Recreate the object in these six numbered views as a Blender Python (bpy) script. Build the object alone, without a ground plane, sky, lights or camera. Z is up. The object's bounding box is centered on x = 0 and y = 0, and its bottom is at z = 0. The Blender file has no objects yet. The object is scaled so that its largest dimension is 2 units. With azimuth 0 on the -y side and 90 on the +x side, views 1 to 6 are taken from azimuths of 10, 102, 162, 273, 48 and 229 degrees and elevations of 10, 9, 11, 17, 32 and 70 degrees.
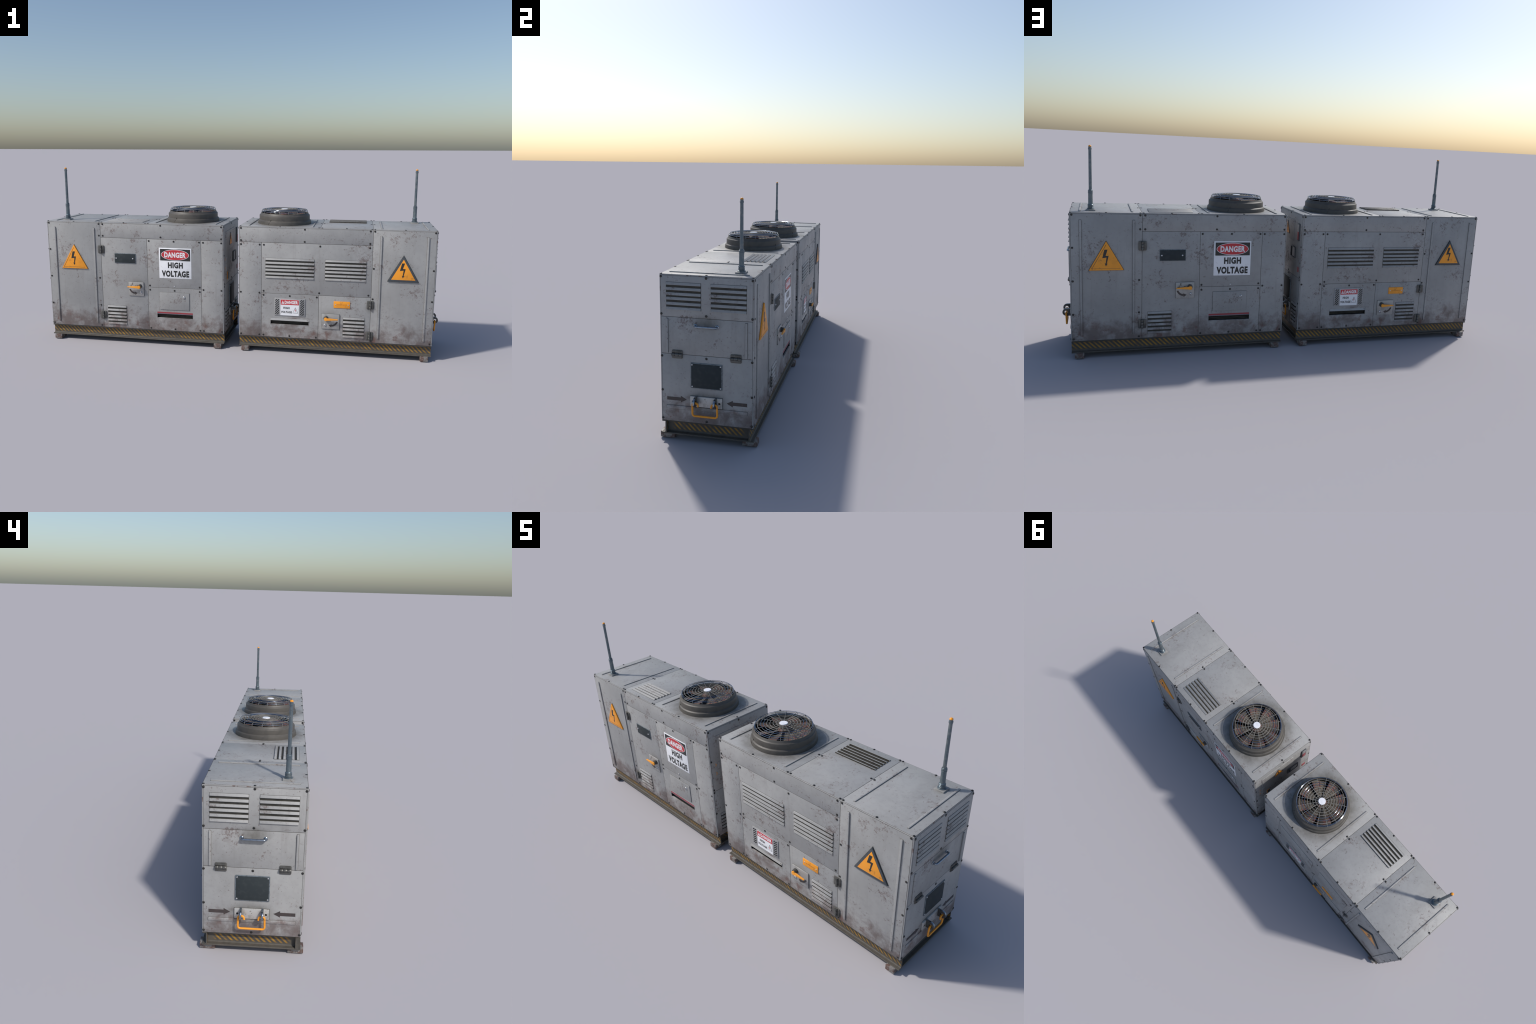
# Two weathered grey power generator units, standing end to end.
# One unit is modelled part by part in its own frame (x along the length, z up,
# origin on the ground below its middle); the second one is the same unit turned
# by half a turn.
import bpy, bmesh, math, random
from mathutils import Vector, Matrix

random.seed(7)
scene = bpy.context.scene

# ------------------------------------------------------------------ dimensions
HX, HY = 0.4618, 0.1724          # half length / half width of the housing
ZB, ZT = 0.0737, 0.6184          # bottom and top of the housing
UNIT_X = 0.4990                  # distance of each unit's middle from the centre
FAN = (-0.2620, 0.0)             # centre of the roof fan
P_T = 0.0008                     # how far the panels stand proud of the frame


# =================================================================== materials
class Nodes:
    """small helper for writing node trees"""

    def __init__(self, name):
        self.mat = bpy.data.materials.new(name)
        self.mat.use_nodes = True
        self.nt = self.mat.node_tree
        self.nt.nodes.clear()
        self.out = self.nt.nodes.new('ShaderNodeOutputMaterial')
        self.bsdf = self.nt.nodes.new('ShaderNodeBsdfPrincipled')
        self.nt.links.new(self.bsdf.outputs[0], self.out.inputs[0])
        self._pos = None

    def set(self, sock, val):
        if hasattr(val, 'is_output'):
            self.nt.links.new(val, sock)
        elif isinstance(val, (tuple, list)) and len(val) == 3 and sock.type == 'RGBA':
            sock.default_value = (*val, 1)
        else:
            sock.default_value = val

    def node(self, kind, **props):
        n = self.nt.nodes.new(kind)
        for k, v in props.items():
            setattr(n, k, v)
        return n

    @property
    def pos(self):
        if self._pos is None:
            self._pos = self.node('ShaderNodeTexCoord').outputs['Object']
        return self._pos

    def xyz(self):
        n = self.node('ShaderNodeSeparateXYZ')
        self.set(n.inputs[0], self.pos)
        return n.outputs

    def math(self, op, a, b=0.0, clamp=False):
        n = self.node('ShaderNodeMath', operation=op, use_clamp=clamp)
        self.set(n.inputs[0], a)
        self.set(n.inputs[1], b)
        return n.outputs[0]

    def vmath(self, op, a, b=(0, 0, 0)):
        n = self.node('ShaderNodeVectorMath', operation=op)
        self.set(n.inputs[0], a)
        self.set(n.inputs[1], b)
        return n.outputs['Value'] if op == 'LENGTH' else n.outputs[0]

    def step(self, v, lo, hi, a=0.0, b=1.0):
        n = self.node('ShaderNodeMapRange', interpolation_type='SMOOTHSTEP')
        self.set(n.inputs[0], v)
        for i, x in zip((1, 2, 3, 4), (lo, hi, a, b)):
            self.set(n.inputs[i], x)
        return n.outputs[0]

    def noise(self, scale, detail=4.0, rough=0.55, stretch=None, shift=(0, 0, 0), distort=0.0):
        n = self.node('ShaderNodeTexNoise')
        m = self.node('ShaderNodeMapping')
        self.set(m.inputs['Vector'], self.pos)
        self.set(m.inputs['Location'], shift)
        self.set(m.inputs['Scale'], stretch or (1, 1, 1))
        self.set(n.inputs['Vector'], m.outputs[0])
        for k, v in (('Scale', scale), ('Detail', detail), ('Roughness', rough), ('Distortion', distort)):
            self.set(n.inputs[k], v)
        return n.outputs[0]

    def mix(self, fac, a, b, blend='MIX'):
        n = self.node('ShaderNodeMix', data_type='RGBA', blend_type=blend)
        self.set(n.inputs[0], fac)
        self.set(n.inputs[6], a)
        self.set(n.inputs[7], b)
        return n.outputs[2]

    def spot(self, c, r):
        """1 in the middle of an ellipsoid, 0 outside it"""
        d = self.vmath('LENGTH', self.vmath('DIVIDE', self.vmath('SUBTRACT', self.pos, c), r))
        return self.step(d, 0.25, 1.0, 1.0, 0.0)

    def bump(self, height, strength=0.2, dist=0.001):
        n = self.node('ShaderNodeBump')
        self.set(n.inputs['Strength'], strength)
        self.set(n.inputs['Distance'], dist)
        self.set(n.inputs['Height'], height)
        self.set(self.bsdf.inputs['Normal'], n.outputs[0])

    def finish(self, color, rough=0.5, metal=0.0, spec=0.5):
        self.set(self.bsdf.inputs['Base Color'], color)
        self.set(self.bsdf.inputs['Roughness'], rough)
        self.set(self.bsdf.inputs['Metallic'], metal)
        self.set(self.bsdf.inputs['Specular IOR Level'], spec)
        return self.mat


def paint_material():
    """grey sheet metal paint: blotches, chips, rust near the ground, grime round fittings"""
    n = Nodes('weathered_grey_paint')
    x, y, z = n.xyz()
    cloud = n.noise(4.0, 5, 0.6)
    fine = n.noise(42.0, 6, 0.7)
    col = n.mix(n.step(cloud, 0.30, 0.70), (0.285, 0.285, 0.283), (0.345, 0.345, 0.343))
    col = n.mix(n.math('MULTIPLY', n.step(fine, 0.42, 0.72), 0.30), col, (0.235, 0.232, 0.23))
    # rubbed darker clouds
    cl = n.math('MULTIPLY', n.step(n.noise(7.0, 6, 0.65, shift=(3, 1, 7)), 0.52, 0.70), 0.22)
    col = n.mix(cl, col, (0.20, 0.195, 0.19))
    # vertical weather streaks
    streak = n.step(n.noise(26.0, 4, 0.6, stretch=(1.6, 1.6, 0.12), shift=(5, 5, 0)), 0.55, 0.78)
    col = n.mix(n.math('MULTIPLY', streak, 0.22), col, (0.17, 0.155, 0.145))
    # fine dark specks
    speck = n.step(n.noise(210.0, 2, 0.5), 0.66, 0.72)
    speck = n.math('MULTIPLY', speck, n.step(n.noise(14.0, 3, 0.6, shift=(9, 2, 4)), 0.44, 0.60))
    col = n.mix(n.math('MULTIPLY', speck, 0.50), col, (0.125, 0.10, 0.092))
    # clusters of chipped paint with rust under it
    crumb = n.noise(95.0, 6, 0.72, distort=0.35)
    patch = n.noise(11.0, 5, 0.62, shift=(1.3, 4.4, 2.2))
    chip = n.math('ADD', crumb, n.math('MULTIPLY', n.math('SUBTRACT', patch, 0.5), 0.62))
    chip = n.math('MULTIPLY', n.step(chip, 0.590, 0.69), n.step(z, 0.612, 0.6175, 1.0, 0.9))
    col = n.mix(n.math('MULTIPLY', chip, 0.70), col, (0.135, 0.095, 0.088))
    smear = n.math('MULTIPLY', n.step(patch, 0.53, 0.68), n.step(n.noise(34.0, 5, 0.65, shift=(8, 3, 3)), 0.46, 0.66))
    col = n.mix(n.math('MULTIPLY', smear, 0.48), col, (0.15, 0.118, 0.112))
    # long scratches
    scr = n.step(n.noise(60.0, 3, 0.5, stretch=(0.5, 0.5, 2.6), shift=(0, 8, 0), distort=0.6), 0.70, 0.735)
    col = n.mix(n.math('MULTIPLY', scr, 0.5), col, (0.15, 0.125, 0.115))
    # dirt splashed up from the ground, pale and rusty patches in it
    low = n.step(z, 0.075, 0.235, 1.0, 0.0)
    splash = n.noise(15.0, 6, 0.62, shift=(2, 9, 5), distort=0.3)
    pale = n.math('MULTIPLY', low, n.step(n.noise(13.0, 5, 0.6, shift=(7, 7, 1)), 0.42, 0.6))
    col = n.mix(n.math('MULTIPLY', pale, 0.68), col, (0.40, 0.395, 0.39))
    dirt = n.math('ADD', splash, n.math('MULTIPLY', low, 0.33))
    dirt = n.math('MULTIPLY', n.step(dirt, 0.60, 0.93), n.step(low, 0.0, 0.25))
    col = n.mix(n.math('MULTIPLY', dirt, 0.88), col, (0.145, 0.115, 0.108))
    rust = n.math('MULTIPLY', n.step(n.noise(24.0, 6, 0.65, shift=(4, 0, 9)), 0.53, 0.66),
                  n.step(z, 0.075, 0.20, 0.85, 0.0))
    col = n.mix(rust, col, (0.14, 0.078, 0.066))
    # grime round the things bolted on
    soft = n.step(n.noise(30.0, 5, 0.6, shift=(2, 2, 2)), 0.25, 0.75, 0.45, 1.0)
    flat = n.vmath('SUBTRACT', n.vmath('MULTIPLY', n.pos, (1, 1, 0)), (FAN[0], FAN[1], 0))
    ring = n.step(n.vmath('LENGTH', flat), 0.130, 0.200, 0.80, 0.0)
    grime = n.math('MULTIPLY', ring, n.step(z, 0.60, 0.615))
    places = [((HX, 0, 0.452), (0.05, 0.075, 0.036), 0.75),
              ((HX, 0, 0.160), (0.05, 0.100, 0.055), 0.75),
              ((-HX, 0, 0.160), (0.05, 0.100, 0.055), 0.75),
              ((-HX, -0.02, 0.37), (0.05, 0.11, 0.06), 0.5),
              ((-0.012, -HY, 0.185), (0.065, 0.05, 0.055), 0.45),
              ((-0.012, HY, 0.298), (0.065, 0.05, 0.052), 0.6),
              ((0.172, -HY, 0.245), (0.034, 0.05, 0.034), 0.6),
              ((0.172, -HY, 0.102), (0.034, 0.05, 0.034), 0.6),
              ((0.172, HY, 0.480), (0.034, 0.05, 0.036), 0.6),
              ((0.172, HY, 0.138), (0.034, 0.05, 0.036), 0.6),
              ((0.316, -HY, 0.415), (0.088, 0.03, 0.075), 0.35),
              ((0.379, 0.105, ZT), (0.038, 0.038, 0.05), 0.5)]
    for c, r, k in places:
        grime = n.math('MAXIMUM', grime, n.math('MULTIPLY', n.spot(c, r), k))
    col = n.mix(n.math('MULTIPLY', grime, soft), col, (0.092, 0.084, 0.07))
    rough = n.step(n.noise(12.0, 5, 0.6), 0.3, 0.7, 0.40, 0.56)
    rough = n.math('ADD', rough, n.math('MULTIPLY', n.math('MAXIMUM', chip, dirt), 0.25), clamp=True)
    h = n.math('SUBTRACT', n.math('MULTIPLY', fine, 0.15), chip)
    n.bump(h, 0.35, 0.0006)
    return n.finish(col, rough, 0.0, 0.45)


def worn_material(name, base, second, rough=0.5, metal=0.0, scale=40.0, chips=None, spec=0.5, low=0.45, high=0.7,
                  chip_at=(0.60, 0.66)):
    n = Nodes(name)
    col = n.mix(n.step(n.noise(scale, 5, 0.6), low, high), base, second)
    if chips:
        c = n.step(n.noise(scale * 1.7, 6, 0.65, shift=(3, 3, 3)), *chip_at)
        col = n.mix(c, col, chips)
    n.bump(n.noise(scale * 4, 3, 0.6), 0.12, 0.0005)
    return n.finish(col, rough, metal, spec)


def skid_material(name, axis, sign):
    """olive brown steel with worn yellow hazard stripes on the upper web"""
    n = Nodes(name)
    c = n.xyz()
    z = c[2]
    olive = n.mix(n.step(n.noise(60, 5, 0.6), 0.35, 0.7), (0.090, 0.081, 0.068), (0.070, 0.064, 0.055))
    u = n.math('MULTIPLY', c[axis], sign)
    ph = n.math('MULTIPLY', n.math('ADD', u, z), 2 * math.pi / 0.0195)
    s = n.step(n.math('SINE', ph), -0.35, 0.65)
    band = n.math('MULTIPLY', n.step(z, 0.031, 0.039), n.step(z, 0.0675, 0.0685, 1.0, 0.0))
    nrm = n.node('ShaderNodeSeparateXYZ')
    n.set(nrm.inputs[0], n.node('ShaderNodeNewGeometry').outputs['True Normal'])
    band = n.math('MULTIPLY', band, n.step(n.math('ABSOLUTE', nrm.outputs[1 - axis]), 0.5, 0.7))
    if axis == 1:       # on the short ends the stripes stop before the corners
        band = n.math('MULTIPLY', band, n.step(n.math('ABSOLUTE', c[1]), 0.118, 0.142, 1.0, 0.0))
    wear = n.step(n.noise(22, 5, 0.65, shift=(1, 2, 3)), 0.28, 0.58, 0.18, 0.95)
    grey = n.mix(n.math('MULTIPLY', band, 0.8), olive, (0.055, 0.053, 0.052))
    yel = n.mix(n.step(n.noise(50, 4, 0.6), 0.3, 0.7), (0.40, 0.215, 0.025), (0.27, 0.15, 0.03))
    col = n.mix(n.math('MULTIPLY', n.math('MULTIPLY', s, band), wear), grey, yel)
    col = n.mix(n.step(z, 0.052, 0.074, 0.0, 0.55), col, (0.045, 0.038, 0.030))  # top of the web darkened in colour for the housing's shadow
    rust = n.step(n.noise(35, 6, 0.65, shift=(5, 1, 1)), 0.60, 0.72)
    col = n.mix(n.math('MULTIPLY', rust, 0.5), col, (0.10, 0.06, 0.045))
    n.bump(n.noise(150, 4, 0.6), 0.2, 0.0006)
    return n.finish(col, 0.6, 0.0, 0.4)


def decal_material(name, base, dirt=(0.1, 0.085, 0.07), amount=0.35, rough=0.42):
    n = Nodes(name)
    wear = n.step(n.noise(70, 6, 0.68), 0.57, 0.66)
    cloud = n.math('MULTIPLY', n.step(n.noise(22, 4, 0.6, shift=(2, 2, 5)), 0.4, 0.75), 0.16)
    col = n.mix(cloud, base, dirt)
    col = n.mix(n.math('MULTIPLY', wear, amount), col, dirt)
    return n.finish(col, rough, 0.0, 0.45)


def blade_material():
    n = Nodes('fan_blade')
    r = n.vmath('LENGTH', n.vmath('MULTIPLY', n.pos, (1, 1, 0)))
    base = n.mix(n.step(n.noise(50, 5, 0.6), 0.35, 0.7), (0.135, 0.115, 0.092), (0.085, 0.075, 0.062))
    red = n.math('MULTIPLY', n.step(n.noise(32, 4, 0.6, shift=(1, 2, 0)), 0.42, 0.58), n.step(r, 0.055, 0.085))
    col = n.mix(n.math('MULTIPLY', red, 0.75), base, (0.20, 0.078, 0.064))
    return n.finish(col, 0.7, 0.0, 0.25)


PAINT = paint_material()
FRAME = worn_material('frame_paint', (0.27, 0.27, 0.27), (0.33, 0.33, 0.33), 0.48, 0, 12, (0.16, 0.12, 0.11))
GAP = worn_material('dark_gap', (0.060, 0.055, 0.048), (0.085, 0.078, 0.068), 0.8, 0, 40)
EDGE_SHADE = worn_material('painted_edge_shade', (0.095, 0.089, 0.080), (0.16, 0.155, 0.145), 0.7, 0, 45)  # dark tint for the thin lines round ribs, switches and hatch
OLIVE = worn_material('olive_grime', (0.040, 0.037, 0.029), (0.020, 0.019, 0.015), 0.7, 0, 45)
SCREW = worn_material('blackened_screw', (0.038, 0.037, 0.036), (0.06, 0.058, 0.055), 0.33, 0.55, 300)
BRIGHT = worn_material('bright_steel', (0.55, 0.56, 0.58), (0.42, 0.42, 0.43), 0.3, 0.7, 200)
CHROME = worn_material('chrome_steel', (0.30, 0.345, 0.40), (0.22, 0.255, 0.30), 0.2, 1.0, 120)
WIRE = worn_material('grille_wire', (0.21, 0.203, 0.19), (0.15, 0.145, 0.135), 0.55, 0.0, 60)
BLUEWIRE = worn_material('blued_wire', (0.24, 0.29, 0.37), (0.17, 0.215, 0.28), 0.07, 1.0, 60)
HINGE = worn_material('hinge_steel', (0.13, 0.128, 0.12), (0.075, 0.073, 0.068), 0.42, 0.5, 90, (0.05, 0.045, 0.04))
SLATE = worn_material('slate_plate', (0.031, 0.039, 0.043), (0.040, 0.047, 0.051), 0.6, 0, 60, spec=0.2)
SLATE_RIM = worn_material('slate_rim', (0.17, 0.20, 0.225), (0.08, 0.095, 0.11), 0.36, 0.3, 150)  # colour lightened to paint the highlight along the plate edges
SIGN_RIM = worn_material('sign_rim', (0.052, 0.062, 0.072), (0.075, 0.085, 0.095), 0.42, 0.1, 90)
TOWPLATE = worn_material('tow_plate_steel', (0.50, 0.495, 0.48), (0.33, 0.32, 0.30), 0.40, 0.3, 45, (0.15, 0.135, 0.115))
LUG = worn_material('lug_steel', (0.075, 0.073, 0.068), (0.11, 0.108, 0.10), 0.4, 0.4, 70, (0.06, 0.055, 0.05))
DUCT = worn_material('fan_duct', (0.080, 0.073, 0.064), (0.062, 0.057, 0.051), 0.52, 0.0, 35)
BLADE = blade_material()
BLACK = worn_material('black_inside', (0.008, 0.008, 0.008), (0.014, 0.013, 0.012), 0.8, 0, 40)
HUB = worn_material('hub_cap', (0.80, 0.81, 0.86), (0.70, 0.71, 0.76), 0.35, 0, 90)
ROD = worn_material('antenna_steel', (0.12, 0.155, 0.18), (0.19, 0.215, 0.225), 0.34, 0.5, 55, (0.075, 0.085, 0.09))
FOOT = worn_material('foot_steel', (0.23, 0.22, 0.21), (0.16, 0.148, 0.138), 0.55, 0.1, 30, (0.115, 0.07, 0.058), chip_at=(0.47, 0.56))
ORANGE = decal_material('orange_enamel', (0.86, 0.33, 0.025), (0.25, 0.10, 0.03), 0.45)
ORANGE_MUTED = decal_material('orange_lettering', (0.40, 0.17, 0.03), (0.3, 0.12, 0.03), 0.3)
LEVER = decal_material('lever_orange', (0.86, 0.34, 0.03), (0.35, 0.14, 0.03), 0.3)
WHITE = decal_material('sign_white', (0.80, 0.81, 0.84), (0.42, 0.41, 0.40), 0.28)
RED = decal_material('sign_red', (0.52, 0.035, 0.045), (0.22, 0.05, 0.05), 0.3)
SWITCHPLATE = worn_material('switch_plate', (0.37, 0.365, 0.355), (0.27, 0.265, 0.255), 0.4, 0.25, 22, (0.14, 0.125, 0.11))
TAPE = decal_material('slot_red', (0.30, 0.045, 0.055), (0.12, 0.05, 0.05), 0.4)
INK = decal_material('sign_black', (0.020, 0.021, 0.021), (0.09, 0.085, 0.08), 0.25)
MARK = decal_material('faded_marking', (0.050, 0.042, 0.041), (0.13, 0.08, 0.07), 0.5)
LILAC = decal_material('slot_tape', (0.20, 0.19, 0.24), (0.12, 0.1, 0.1), 0.3)
SIGNPLATE = worn_material('sign_plate_paint', (0.33, 0.33, 0.335), (0.27, 0.27, 0.27), 0.45, 0.1, 30)
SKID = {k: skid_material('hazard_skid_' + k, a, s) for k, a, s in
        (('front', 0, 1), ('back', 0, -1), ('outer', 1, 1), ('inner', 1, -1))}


# ==================================================================== geometry
FACES = {
    'front': ((0, -HY, 0), (1, 0, 0), (0, 0, 1), (0, -1, 0)),
    'back': ((0, HY, 0), (-1, 0, 0), (0, 0, 1), (0, 1, 0)),
    'outer': ((HX, 0, 0), (0, 1, 0), (0, 0, 1), (1, 0, 0)),
    'inner': ((-HX, 0, 0), (0, -1, 0), (0, 0, 1), (-1, 0, 0)),
    'top': ((0, 0, ZT), (1, 0, 0), (0, 1, 0), (0, 0, 1)),
}


def on(face, u, v, n=0.0):
    o, U, V, N = (Vector(a) for a in FACES[face])
    return o + U * u + V * v + N * n


def frame(face, u, v, n=0.0, turn=0.0):
    """matrix that stands a local (u, v, n) shape on one side of the housing"""
    o, U, V, N = (Vector(a) for a in FACES[face])
    m = Matrix((U, V, N)).transposed().to_4x4()
    m.translation = on(face, u, v, n)
    return m @ Matrix.Rotation(turn, 4, 'Z')


UNIT = []                         # every object of the first unit


def add(name, mesh, mat, parent=None, matrix=None, kind=None):
    ob = bpy.data.objects.new(name, mesh)
    scene.collection.objects.link(ob)
    if mat is not None and not mesh.materials:
        for m in (mat if isinstance(mat, (list, tuple)) else [mat]):
            mesh.materials.append(m)
    if matrix is not None:
        ob.matrix_world = matrix
    ob['wanted_parent'] = parent.name if parent else ''
    if kind:
        ob['kind'] = kind
    UNIT.append((ob, parent))
    del ob['wanted_parent']
    return ob


def to_mesh(bm, name, angle=40):
    bmesh.ops.recalc_face_normals(bm, faces=bm.faces)
    me = bpy.data.meshes.new(name)
    bm.to_mesh(me)
    bm.free()
    for p in me.polygons:
        p.use_smooth = True
    me.set_sharp_from_angle(angle=math.radians(angle))
    return me


def prism_bm(pts, n0, n1, bevel=0.0, segs=2, place=None, bm=None):
    """polygon in (u, v), raised from n0 to n1, upper edges rounded"""
    own = bmesh.new()
    lo = [own.verts.new((u, v, n0)) for u, v in pts]
    hi = [own.verts.new((u, v, n1)) for u, v in pts]
    k = len(pts)
    own.faces.new(list(reversed(lo)))
    own.faces.new(hi)
    for i in range(k):
        j = (i + 1) % k
        own.faces.new((lo[i], lo[j], hi[j], hi[i]))
    if bevel:
        edges = [e for e in own.edges if not all(v in lo for v in e.verts)]
        bmesh.ops.bevel(own, geom=edges, offset=bevel, segments=segs, profile=0.5, affect='EDGES', clamp_overlap=True)
    if place is not None:
        own.transform(place)
    if bm is None:
        return own
    tmp = bpy.data.meshes.new('tmp')
    own.to_mesh(tmp)
    own.free()
    bm.from_mesh(tmp)
    bpy.data.meshes.remove(tmp)
    return bm


def rect(u0, v0, u1, v1):
    return [(u0, v0), (u1, v0), (u1, v1), (u0, v1)]


def round_rect(u0, v0, u1, v1, r, k=4):
    pts = []
    for cu, cv, a in ((u1 - r, v1 - r, 0), (u0 + r, v1 - r, 90), (u0 + r, v0 + r, 180), (u1 - r, v0 + r, 270)):
        for i in range(k + 1):
            t = math.radians(a + 90 * i / k)
            pts.append((cu + r * math.cos(t), cv + r * math.sin(t)))
    return pts


def ellipse(cu, cv, ru, rv, k=48):
    return [(cu + ru * math.cos(2 * math.pi * i / k), cv + rv * math.sin(2 * math.pi * i / k)) for i in range(k)]


def plate(name, face, pts, n0, n1, mat, parent, bevel=0.0006, kind=None):
    bm = prism_bm(pts, n0, n1, bevel, place=frame(face, 0, 0))
    return add(name, to_mesh(bm, name), mat, parent, kind=kind)


def joined(name, face, polys, n0, n1, mat, parent, bevel=0.0, kind=None):
    bm = bmesh.new()
    for p in polys:
        prism_bm(p, n0, n1, bevel, place=frame(face, 0, 0), bm=bm)
    return add(name, to_mesh(bm, name), mat, parent, kind=kind)


def box_bm(lo, hi, bevel=0.0, segs=2, bm=None):
    return prism_bm(rect(lo[0], lo[1], hi[0], hi[1]), lo[2], hi[2], bevel, segs, bm=bm)


def lathe_bm(profile, k=64, centre=(0, 0, 0), bm=None):
    bm = bm or bmesh.new()
    rings = []
    for r, z in profile:
        if r < 1e-6:
            rings.append([bm.verts.new((centre[0], centre[1], centre[2] + z))])
        else:
            rings.append([bm.verts.new((centre[0] + r * math.cos(2 * math.pi * i / k),
                                        centre[1] + r * math.sin(2 * math.pi * i / k), centre[2] + z)) for i in range(k)])
    for a, b in zip(rings, rings[1:]):
        for i in range(k):
            j = (i + 1) % k
            if len(a) == 1:
                bm.faces.new((a[0], b[i], b[j]))
            elif len(b) == 1:
                bm.faces.new((a[i], a[j], b[0]))
            else:
                bm.faces.new((a[i], a[j], b[j], b[i]))
    return bm


def tube_bm(path, r, k=10, closed=False, bm=None):
    bm = bm or bmesh.new()
    path = [Vector(p) for p in path]
    m = len(path)
    rings, ref = [], None
    for i, p in enumerate(path):
        if closed:
            t = path[(i + 1) % m] - path[i - 1]
        else:
            t = path[min(i + 1, m - 1)] - path[max(i - 1, 0)]
        t.normalize()
        if ref is None:
            ref = t.orthogonal().normalized()
        ref = (ref - t * ref.dot(t)).normalized()
        side = t.cross(ref)
        rings.append([bm.verts.new(p + ref * (r * math.cos(2 * math.pi * j / k)) + side * (r * math.sin(2 * math.pi * j / k))) for j in range(k)])
    for i in range(m if closed else m - 1):
        a, b = rings[i], rings[(i + 1) % m]
        for j in range(k):
            l = (j + 1) % k
            bm.faces.new((a[j], a[l], b[l], b[j]))
    if not closed:
        bm.faces.new(list(reversed(rings[0])))
        bm.faces.new(rings[-1])
    return bm


def rounded_path(corners, r, k=5, closed=False):
    """polyline with its inner corners rounded"""
    c = [Vector(p) for p in corners]
    m = len(c)
    out = []
    for i, p in enumerate(c):
        if not closed and i in (0, m - 1):
            out.append(p)
            continue
        a, b = c[i - 1], c[(i + 1) % m]
        da, db = (a - p), (b - p)
        rr = min(r, da.length * 0.48, db.length * 0.48)
        pa, pb = p + da.normalized() * rr, p + db.normalized() * rr
        for j in range(k + 1):
            t = j / k
            out.append(pa * (1 - t) ** 2 + p * (2 * t * (1 - t)) + pb * t ** 2)
    return out


def text_bm(word, face, u0, v0, u1, v1, n0, depth=0.0003, bold=0.03):
    """lettering stretched to fill a rectangle on one side of the housing"""
    cu = bpy.data.curves.new('lettering', 'FONT')
    cu.body = word
    cu.resolution_u = 3
    cu.offset = bold
    cu.space_character = 1.0 + 2.2 * bold
    cu.extrude = 0.5
    ob = bpy.data.objects.new('lettering', cu)
    scene.collection.objects.link(ob)
    dg = bpy.context.evaluated_depsgraph_get()
    dg.update()
    me = bpy.data.meshes.new_from_object(ob.evaluated_get(dg))
    bpy.data.objects.remove(ob)
    bpy.data.curves.remove(cu)
    bm = bmesh.new()
    bm.from_mesh(me)
    bpy.data.meshes.remove(me)
    xs = [v.co.x for v in bm.verts]
    ys = [v.co.y for v in bm.verts]
    x0, x1, y0, y1 = min(xs), max(xs), min(ys), max(ys)
    f = frame(face, 0, 0)
    for v in bm.verts:
        v.co = f @ Vector((u0 + (v.co.x - x0) / (x1 - x0) * (u1 - u0), v0 + (v.co.y - y0) / (y1 - y0) * (v1 - v0),
                           n0 + (0.5 + v.co.z) * depth))
    return bm


def lettering(name, words, face, n0, mat, parent, bold=0.03):
    bm = bmesh.new()
    for w, u0, v0, u1, v1 in words:
        t = text_bm(w, face, u0, v0, u1, v1, n0, bold=bold)
        me = bpy.data.meshes.new('tmp')
        t.to_mesh(me)
        t.free()
        bm.from_mesh(me)
        bpy.data.meshes.remove(me)
    return add(name, to_mesh(bm, name, 20), mat, parent)


# --------------------------------------------------------------- the unit's root
root = bpy.data.objects.new('power_generator', None)
scene.collection.objects.link(root)
root.empty_display_size = 0.2

# ------------------------------------------------------------------- the housing
core_bm = bmesh.new()
box_bm((-HX + P_T, -HY + P_T, ZB), (HX - P_T, HY - P_T, ZT - P_T), bm=core_bm)
bmesh.ops.bevel(core_bm, geom=core_bm.edges[:], offset=0.0020, segments=3, profile=0.5, affect='EDGES')
core_me = to_mesh(core_bm, 'housing')
core_me.materials.append(FRAME)
core_me.materials.append(BLACK)
housing = add('housing', core_me, None, root)


def carve(ob, lo, hi):
    """cut a box-shaped recess into an object, its walls dark"""
    me = to_mesh(box_bm(lo, hi), 'cutter')
    me.materials.append(BLACK)
    tool = bpy.data.objects.new('cutter', me)
    scene.collection.objects.link(tool)
    md = ob.modifiers.new('cut', 'BOOLEAN')
    md.operation, md.solver, md.object = 'DIFFERENCE', 'EXACT', tool
    dg = bpy.context.evaluated_depsgraph_get()
    dg.update()
    new = bpy.data.meshes.new_from_object(ob.evaluated_get(dg))
    ob.modifiers.clear()
    for p in new.polygons:
        p.use_smooth = False
    old = ob.data
    ob.data = new
    bpy.data.objects.remove(tool)
    bpy.data.meshes.remove(old)
    bpy.data.meshes.remove(me)


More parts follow.
